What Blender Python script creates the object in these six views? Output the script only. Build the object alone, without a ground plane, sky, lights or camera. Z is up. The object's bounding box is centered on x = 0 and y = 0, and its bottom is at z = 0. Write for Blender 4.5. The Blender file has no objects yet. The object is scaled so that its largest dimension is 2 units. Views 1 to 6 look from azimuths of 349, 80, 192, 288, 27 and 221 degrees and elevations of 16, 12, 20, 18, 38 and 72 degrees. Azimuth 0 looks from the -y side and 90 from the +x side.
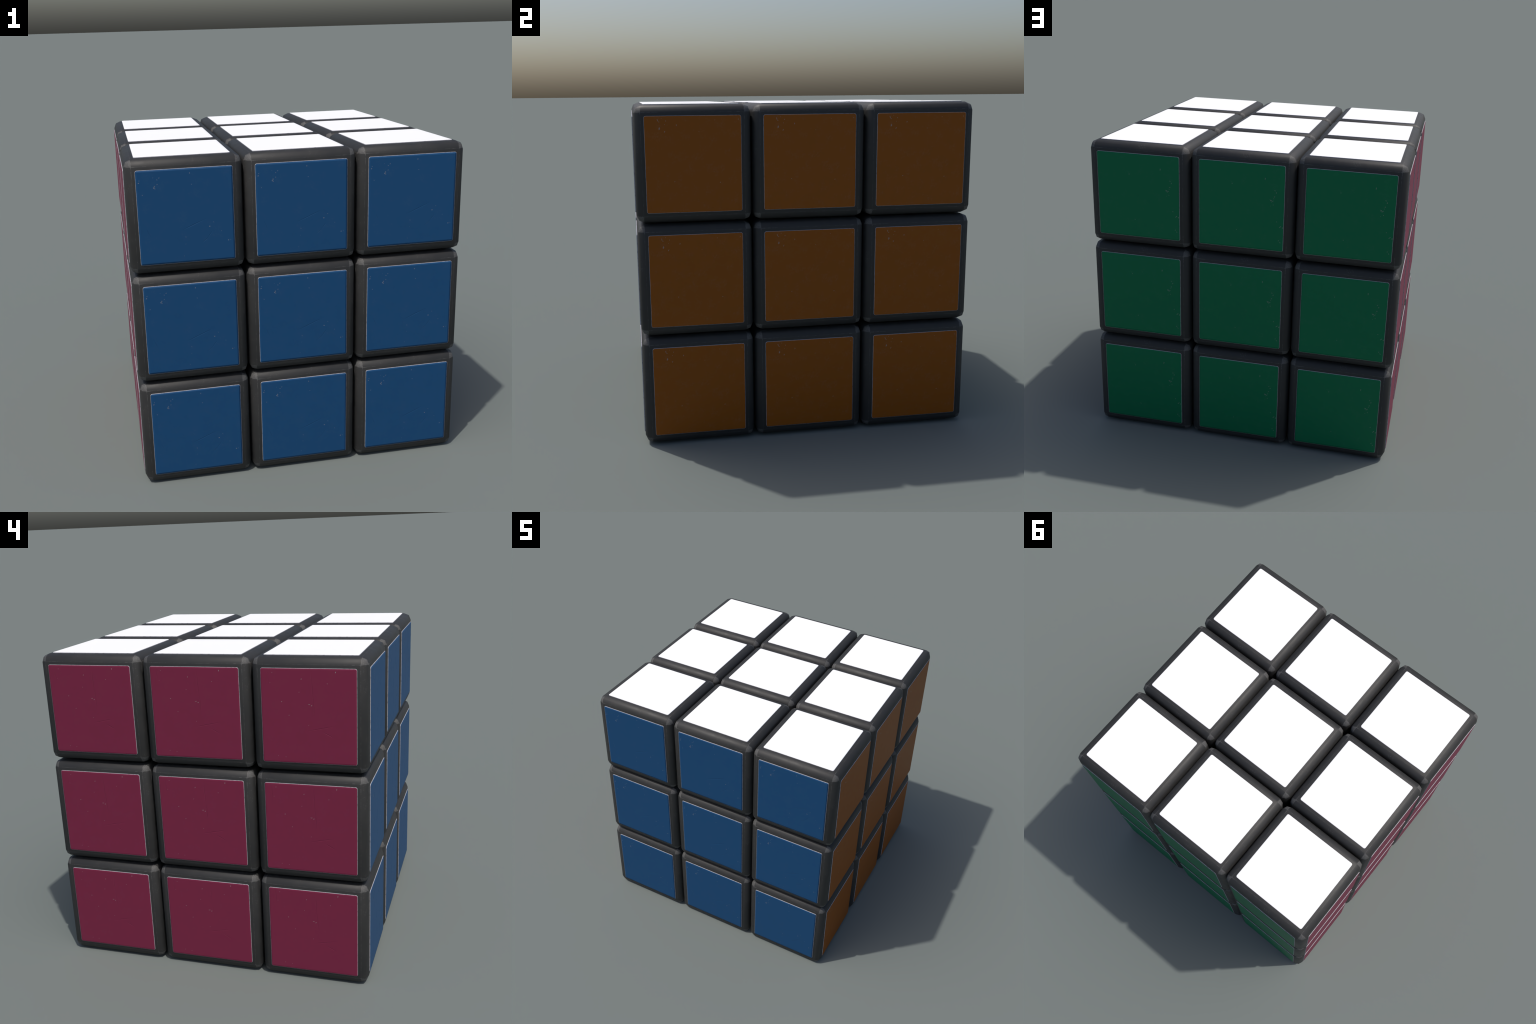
"""A 3 x 3 x 3 twisting puzzle cube: black plastic pieces with a rounded edge,
each outer face carrying a thin coloured sticker with a pale worn rim."""
import bpy
import bmesh
import math
from mathutils import Matrix, Vector

# ------------------------------------------------------------------ sizes (m)
PITCH = 0.6660          # distance between neighbouring pieces
HALF = 0.3295           # half the side of one piece
BEVEL = 0.0480          # width of the rounded edge of a piece
WEAR = 0.2885           # distance from the centre where the scuffed edge lines run
STICKER_HALF = 0.2697   # half the side of a sticker
STICKER_RADIUS = 0.0115
STICKER_TOP = 1.0 - (PITCH + HALF)   # thickness of a sticker (about 4 mm)


# ------------------------------------------------------------------ node help
class Nodes:
    """Small helper that adds nodes and links them in one call."""

    def __init__(self, name):
        self.material = bpy.data.materials.new(name)
        self.material.use_nodes = True
        self.tree = self.material.node_tree
        self.shader = self.tree.nodes["Principled BSDF"]

    def put(self, value, socket):
        if isinstance(value, bpy.types.NodeSocket):
            self.tree.links.new(value, socket)
        else:
            socket.default_value = value

    def math(self, op, a, b=0.0, c=0.0, clamp=False):
        n = self.tree.nodes.new("ShaderNodeMath")
        n.operation, n.use_clamp = op, clamp
        for v, s in zip((a, b, c), n.inputs):
            self.put(v, s)
        return n.outputs[0]

    def vector(self, op, a, b=(0, 0, 0)):
        n = self.tree.nodes.new("ShaderNodeVectorMath")
        n.operation = op
        self.put(a, n.inputs[0])
        if op == "SCALE":
            self.put(b, n.inputs["Scale"])
        else:
            self.put(b, n.inputs[1])
        return n.outputs["Value"] if op in ("LENGTH", "DISTANCE", "DOT_PRODUCT") else n.outputs["Vector"]

    def ramp(self, value, low, high, out_low=0.0, out_high=1.0):
        n = self.tree.nodes.new("ShaderNodeMapRange")
        n.interpolation_type = "SMOOTHSTEP"
        for v, s in zip((value, low, high, out_low, out_high), n.inputs):
            self.put(v, s)
        return n.outputs[0]

    def mapping(self, vec, location=(0, 0, 0), angle=0.0, scale=(1, 1, 1), kind="POINT"):
        n = self.tree.nodes.new("ShaderNodeMapping")
        n.vector_type = kind
        self.put(vec, n.inputs["Vector"])
        n.inputs["Location"].default_value = location
        n.inputs["Rotation"].default_value = (0, 0, angle)
        n.inputs["Scale"].default_value = scale
        return n.outputs[0]

    def noise(self, vec, scale, detail=2.0, roughness=0.5, colour=False):
        n = self.tree.nodes.new("ShaderNodeTexNoise")
        self.put(vec, n.inputs["Vector"])
        n.inputs["Scale"].default_value = scale
        n.inputs["Detail"].default_value = detail
        n.inputs["Roughness"].default_value = roughness
        return n.outputs["Color" if colour else "Fac"]

    def mix(self, fac, a, b):
        n = self.tree.nodes.new("ShaderNodeMix")
        n.data_type = "RGBA"
        self.put(fac, n.inputs[0])
        self.put(a, n.inputs[6])
        self.put(b, n.inputs[7])
        return n.outputs[2]

    def bump(self, height, strength, distance, normal=None):
        n = self.tree.nodes.new("ShaderNodeBump")
        n.inputs["Strength"].default_value = strength
        n.inputs["Distance"].default_value = distance
        self.put(height, n.inputs["Height"])
        if normal is not None:
            self.put(normal, n.inputs["Normal"])
        return n.outputs[0]

    def object_coords(self):
        return self.tree.nodes.new("ShaderNodeTexCoord").outputs["Object"]

    def finish(self, colour, roughness, normal=None, specular=0.5):
        self.put(colour, self.shader.inputs["Base Color"])
        self.put(roughness, self.shader.inputs["Roughness"])
        self.shader.inputs["Specular IOR Level"].default_value = specular
        if normal is not None:
            self.put(normal, self.shader.inputs["Normal"])
        return self.material


def grey(v, warm=0.0):
    return (v * (1 + warm), v, v * (1 - warm), 1.0)


# ------------------------------------------------------------------ materials
BLACK = 0.029
WORN = 0.105


def black_plastic():
    """Black plastic, scuffed pale on the corners and along the ends of the rounding."""
    m = Nodes("black_plastic")
    p = m.object_coords()
    split = m.tree.nodes.new("ShaderNodeSeparateXYZ")
    m.put(m.vector("ABSOLUTE", p), split.inputs[0])
    over = [m.math("SUBTRACT", c, WEAR) for c in split.outputs]      # > 0 on the rounding

    fine = m.noise(p, 160, 4, 0.65)
    broad = m.noise(p, 14, 3, 0.6)
    streak = m.noise(m.mapping(p, scale=(1, 1, 1)), 42, 3, 0.7)

    # corner patch: past the rounding's start on all three axes
    least = m.math("MINIMUM", m.math("MINIMUM", over[0], over[1]), over[2])
    corner = m.math("MULTIPLY", m.ramp(least, -0.0012, 0.0012), m.ramp(fine, 0.30, 0.70, 0.40, 1.05))

    # lines where the rounding starts, broken into dashes
    line = None
    for o in over:
        one = m.ramp(m.math("ABSOLUTE", o), 0.0004, 0.0020, 1.0, 0.0)
        line = one if line is None else m.math("MAXIMUM", line, one)
    # each line only shows on a face that is itself at the rounding's start or outer side
    line = m.math("MULTIPLY", line, m.ramp(streak, 0.45, 0.62, 0.11, 0.85))
    # stronger near the corners
    middle = m.math("SUBTRACT", m.math("SUBTRACT",
                    m.math("ADD", m.math("ADD", over[0], over[1]), over[2]), least),
                    m.math("MAXIMUM", m.math("MAXIMUM", over[0], over[1]), over[2]))
    near = m.ramp(m.math("ADD", least, m.math("MULTIPLY", middle, 0.3)), -0.10, 0.0)
    line = m.math("MULTIPLY", line, m.math("ADD", 0.45, m.math("MULTIPLY", near, 0.75)))

    # light scuffs on the rounding between the corners
    edge = m.ramp(middle, 0.004, 0.018)
    scuff = m.math("MULTIPLY", edge, m.math("MULTIPLY", m.ramp(broad, 0.56, 0.74), m.ramp(fine, 0.52, 0.66)))
    wear = m.math("MAXIMUM", m.math("MAXIMUM", corner, line), m.math("MULTIPLY", scuff, 0.6), clamp=True)

    tone = m.mix(m.ramp(broad, 0.3, 0.7), grey(BLACK * 0.94, -0.01), grey(BLACK * 1.08, 0.01))
    colour = m.mix(wear, tone, grey(WORN, 0.015))
    rough = m.math("ADD", m.ramp(broad, 0.3, 0.7, 0.50, 0.58), m.math("MULTIPLY", wear, 0.12))
    return m.finish(colour, rough, m.bump(fine, 0.05, 0.001), specular=0.38)


def mark(m, p, x, y, length, width, angle=0.0, soft=0.55):
    """Mask of one elongated mark at (x, y) on a sticker."""
    q = m.mapping(p, (x, y, 0), angle, (length, width, 1), kind="TEXTURE")
    return m.ramp(m.vector("LENGTH", m.vector("MULTIPLY", q, (1, 1, 0))), soft, 1.0, 1.0, 0.0)


def scratch(m, p, a, b, width=0.0022):
    dx, dy = b[0] - a[0], b[1] - a[1]
    return mark(m, p, (a[0] + b[0]) / 2, (a[1] + b[1]) / 2,
                math.hypot(dx, dy) / 2, width, math.atan2(dy, dx), soft=0.2)


def printed_film(name, colour, chips=(), scratches=(), smudge=0.06, seed=0.0, chip_tone=0.34, turned=0.2):
    """Coloured sticker film with small chips, long shallow scratches and a faint dusty bloom."""
    m = Nodes(name)
    p = m.object_coords()
    shifted = m.mapping(p, (seed, seed * 0.7, 0))
    jitter = m.vector("SCALE", m.vector("SUBTRACT", m.noise(p, 260, 2, 0.6, True), (0.5, 0.5, 0.5)), 0.008)
    rough_p = m.vector("ADD", p, jitter)

    chip = None
    for c in chips:
        one = mark(m, rough_p, *c)
        chip = one if chip is None else m.math("MAXIMUM", chip, one)
    groove = None
    for s in scratches:
        one = scratch(m, p, *s)
        groove = one if groove is None else m.math("MAXIMUM", groove, one)

    bloom = m.math("MULTIPLY", m.ramp(m.noise(shifted, 16, 5, 0.7), 0.46, 0.78),
                   m.ramp(m.noise(shifted, 95, 4, 0.7), 0.35, 0.7))
    dust = m.ramp(m.noise(shifted, 190, 2, 0.5), 0.74, 0.80)
    grey_fac = m.math("ADD", m.math("MULTIPLY", bloom, smudge), m.math("MULTIPLY", dust, smudge * 2.0))
    tone = m.mix(grey_fac, colour, grey(0.30))
    if chip is not None:
        tone = m.mix(m.math("MULTIPLY", chip, m.ramp(m.noise(p, 330, 2, 0.5), 0.35, 0.6, 0.2, 0.72)), tone, grey(chip_tone, 0.02))

    # the film turns down softly towards its edge (slope `turned` over the last 9 mm)
    split = m.tree.nodes.new("ShaderNodeSeparateXYZ")
    m.put(m.vector("ABSOLUTE", p), split.inputs[0])
    inside = m.math("SUBTRACT", STICKER_HALF, m.math("MAXIMUM", split.outputs[0], split.outputs[1]))
    pillow = m.bump(m.math("MULTIPLY", m.math("SMOOTH_MIN", inside, 0.009, 0.003), turned), 1.0, 1.0)

    fine = m.noise(shifted, 120, 3, 0.6)
    height = m.math("MULTIPLY", fine, 0.035)
    if groove is not None:
        height = m.math("SUBTRACT", height, groove)
    rough = m.math("ADD", 0.50, m.math("MULTIPLY", bloom, 0.18))
    return m.finish(tone, rough, m.bump(height, 0.75, 0.0011, pillow), specular=0.22)


def worn_rim():
    """Bare pale edge of the sticker film."""
    m = Nodes("worn_sticker_rim")
    p = m.object_coords()
    n = m.noise(p, 45, 4, 0.7)
    return m.finish(m.mix(m.ramp(n, 0.30, 0.5), (0.23, 0.23, 0.25, 1), (0.42, 0.42, 0.46, 1)), 0.55, specular=0.3)


D = 0.0023      # radius of a usual speck
BLUE = (0.010, 0.069, 0.180, 1)
RED = (0.193, 0.021, 0.058, 1)
GREEN = (0.001, 0.155, 0.064, 1)
ORANGE = (0.263, 0.077, 0.004, 1)
WHITE = (0.97, 0.97, 0.97, 1)
YELLOW = (0.72, 0.55, 0.03, 1)

FILMS = {
    "blue": dict(colour=BLUE, turned=0.65, smudge=0.05, seed=1.3,
        chips=[(-0.168, 0.176, 0.0058, 0.0036, 1.3), (-0.172, 0.168, 0.0062, 0.0028, 2.2), (-0.166, 0.164, 0.004, 0.0024, 2.0), (-0.252, 0.201, 0.005, 0.003, 0.5), (-0.249, 0.213, D, 0.002),
               (-0.174, 0.225, D, D), (-0.140, 0.223, 0.004, 0.002, 1.0), (-0.152, 0.213, D, D),
               (-0.152, 0.188, D, 0.002), (-0.237, 0.133, D, D), (0.029, 0.241, 0.004, D, 1.5),
               (0.037, 0.178, D, D), (0.151, -0.046, 0.0034, D), (0.128, -0.069, 0.0042, 0.0034),
               (0.194, -0.099, D, D), (0.232, -0.156, 0.0036, D), (0.245, -0.155, D, 0.002),
               (-0.011, -0.162, D, D), (-0.010, -0.121, D, 0.002), (-0.023, -0.231, D, D)],
        scratches=[((-0.050, -0.090), (0.128, -0.015), 0.0026), ((0.078, -0.165), (0.120, -0.130), 0.0020),
                   ((0.112, -0.137), (0.147, -0.092), 0.0022), ((-0.229, -0.050), (-0.203, -0.115), 0.0018)]),
    "orange": dict(colour=ORANGE, turned=0.05, smudge=0.12, seed=4.1,
        chips=[(-0.186, 0.200, 0.009, 0.0042, 1.4), (-0.194, 0.246, 0.008, 0.0022, -1.2),
               (-0.188, 0.237, 0.005, 0.0022, -0.3), (-0.173, 0.256, D, D), (-0.156, 0.222, D, D),
               (-0.149, 0.242, 0.0036, D, 1.2), (-0.157, 0.183, 0.007, 0.0020, 1.1), (-0.092, 0.217, 0.006, 0.0026, 1.4),
               (0.032, 0.180, 0.0032, D), (0.122, 0.244, D, D), (0.146, -0.104, 0.0032, D),
               (-0.110, -0.094, 0.004, D), (0.254, 0.246, 0.005, 0.002, 0.8)]),
    "green": dict(colour=GREEN, turned=0.42, smudge=0.06, seed=7.7,
        chips=[(0.147, 0.182, 0.009, 0.0024, 1.5), (0.186, 0.050, 0.0055, 0.0035, 0.4), (0.194, 0.046, 0.004, 0.0025, 2.0),
               (0.180, 0.054, D, 0.002), (0.190, 0.040, D, 0.002), (0.199, 0.050, D, 0.002), (0.209, 0.115, 0.005, 0.002, -0.9),
               (0.218, 0.101, 0.005, 0.0022, 1.2), (0.208, 0.075, 0.005, 0.0018, 0.6), (0.203, 0.064, D, 0.0018),
               (0.248, -0.111, 0.010, 0.0022, 0.8), (0.262, -0.116, 0.005, 0.0026, 1.4), (0.240, -0.201, 0.004, 0.002, 1.2),
               (0.250, -0.212, 0.005, 0.0018, -0.8), (0.185, 0.016, D, 0.002), (0.201, 0.024, D, 0.002),
               (-0.058, 0.137, D, D), (-0.028, -0.154, D, D), (0.226, -0.080, D, D)],
        scratches=[((-0.030, 0.030), (0.005, -0.005), 0.004)]),
    "red": dict(colour=RED, turned=0.16, smudge=0.03, seed=2.9,
        chips=[(-0.151, 0.082, 0.0036, 0.0034), (-0.111, 0.006, 0.0036, 0.003), (0.000, -0.049, D, D), (-0.215, 0.188, D, D),
               (-0.051, 0.138, D, 0.002), (-0.136, -0.237, D, D), (-0.180, -0.231, D, 0.002),
               (0.004, 0.070, 0.008, 0.0020, 0.1), (0.018, 0.064, 0.004, 0.0026, 0.6), (0.153, 0.250, 0.0065, 0.002, 1.5),
               (-0.037, 0.211, 0.006, 0.002, 1.3), (0.108, 0.187, D, 0.002), (-0.202, 0.245, D, D)],
        scratches=[((-0.024, -0.086), (0.160, -0.046), 0.0026), ((0.078, -0.083), (0.145, -0.118), 0.0026),
                   ((0.018, 0.268), (0.025, 0.077), 0.0024), ((0.027, 0.130), (0.032, -0.010), 0.0022),
                   ((-0.230, 0.260), (-0.221, 0.161), 0.0018)]),
    "white": dict(colour=WHITE, turned=0.1, smudge=0.004, seed=5.5,
        chips=[(0.19, 0.02, 0.002, 0.002)]),
    "yellow": dict(colour=YELLOW, turned=0.2, smudge=0.05, seed=9.2,
        chips=[(-0.18, 0.15, 0.008, 0.003, 0.9), (0.11, -0.06, D, D), (0.2, 0.19, D, D), (-0.05, -0.2, 0.005, D, 0.3)],
        scratches=[((-0.06, 0.05), (0.12, 0.10), 0.0024)]),
}


# ------------------------------------------------------------------ meshes
def piece_mesh(material):
    """Cube with a two-step rounded edge; shaded smooth all over, so faces look softly domed."""
    bm = bmesh.new()
    bmesh.ops.create_cube(bm, size=2 * HALF)
    bmesh.ops.bevel(bm, geom=bm.edges[:], offset=BEVEL, offset_type="OFFSET", segments=2,
                    profile=0.5, affect="EDGES", clamp_overlap=True)
    bmesh.ops.recalc_face_normals(bm, faces=bm.faces[:])
    mesh = bpy.data.meshes.new("cube_piece")
    bm.to_mesh(mesh)
    bm.free()
    mesh.materials.append(material)
    for poly in mesh.polygons:
        poly.use_smooth = True
    return mesh


def rounded_square(half, radius, z, steps=6):
    """Points of a rounded square, counter-clockwise."""
    ring = []
    for k in range(4):
        mid = math.pi / 2 * k
        sx = 1 if k in (0, 3) else -1
        sy = 1 if k in (0, 1) else -1
        for i in range(steps + 1):
            a = mid + math.pi / 2 * i / steps
            ring.append((sx * (half - radius) + radius * math.cos(a),
                         sy * (half - radius) + radius * math.sin(a), z))
    return ring


# (inset from the outline, height above the plastic as a share of the thickness)
STICKER_PROFILE = [(0.0000, -0.10), (0.0000, 0.70), (0.0012, 0.84), (0.0040, 1.0)]


def sticker_mesh(name, film, rim):
    """Thin plate with rounded corners and a softly turned-down edge; face at z = 0."""
    bm = bmesh.new()
    rings = []
    for inset, level in STICKER_PROFILE:
        pts = rounded_square(STICKER_HALF - inset, max(STICKER_RADIUS - inset, 0.003), (level - 1.0) * STICKER_TOP)
        rings.append([bm.verts.new(q) for q in pts])
    count = len(rings[0])
    for r in range(len(rings) - 1):
        for i in range(count):
            j = (i + 1) % count
            face = bm.faces.new((rings[r][i], rings[r][j], rings[r + 1][j], rings[r + 1][i]))
            face.material_index = 1 if r < 2 else 0
    bm.faces.new(rings[-1]).material_index = 0
    bm.faces.new(list(reversed(rings[0]))).material_index = 1
    bm.normal_update()
    mesh = bpy.data.meshes.new(name)
    bm.to_mesh(mesh)
    bm.free()
    mesh.materials.append(film)
    mesh.materials.append(rim)
    return mesh


# ------------------------------------------------------------------ assembly
SIDES = {   # colour: (axis, sign, right as seen from outside, up as seen from outside)
    "blue": (1, -1, (1, 0, 0), (0, 0, 1)),
    "orange": (0, 1, (0, 1, 0), (0, 0, 1)),
    "green": (1, 1, (-1, 0, 0), (0, 0, 1)),
    "red": (0, -1, (0, -1, 0), (0, 0, 1)),
    "white": (2, 1, (1, 0, 0), (0, 1, 0)),
    "yellow": (2, -1, (1, 0, 0), (0, -1, 0)),
}


def add(name, data, parent):
    obj = bpy.data.objects.new(name, data)
    bpy.context.scene.collection.objects.link(obj)
    obj.parent = parent
    return obj


def build():
    cube = add("puzzle_cube", None, None)
    cube["label"] = "black puzzle cube with nine coloured stickers per side"
    cube["category"] = "puzzle toy"

    piece = piece_mesh(black_plastic())
    rim = worn_rim()
    stickers = {c: sticker_mesh(c + "_sticker", printed_film(c + "_film", **FILMS[c]), rim) for c in SIDES}

    for iz in (-1, 0, 1):
        for iy in (-1, 0, 1):
            for ix in (-1, 0, 1):
                cell = (ix, iy, iz)
                body = add("cube_piece", piece, cube)
                body.location = Vector((ix * PITCH, iy * PITCH, 1.0 + iz * PITCH))
                for colour, (axis, sign, right, up) in SIDES.items():
                    if cell[axis] != sign:
                        continue
                    normal = Vector((0, 0, 0))
                    normal[axis] = sign
                    turn = Matrix((right, up, normal)).transposed().to_4x4()
                    plate = add(colour + "_sticker", stickers[colour], body)
                    plate.matrix_local = Matrix.Translation(normal * (HALF + STICKER_TOP)) @ turn


build()
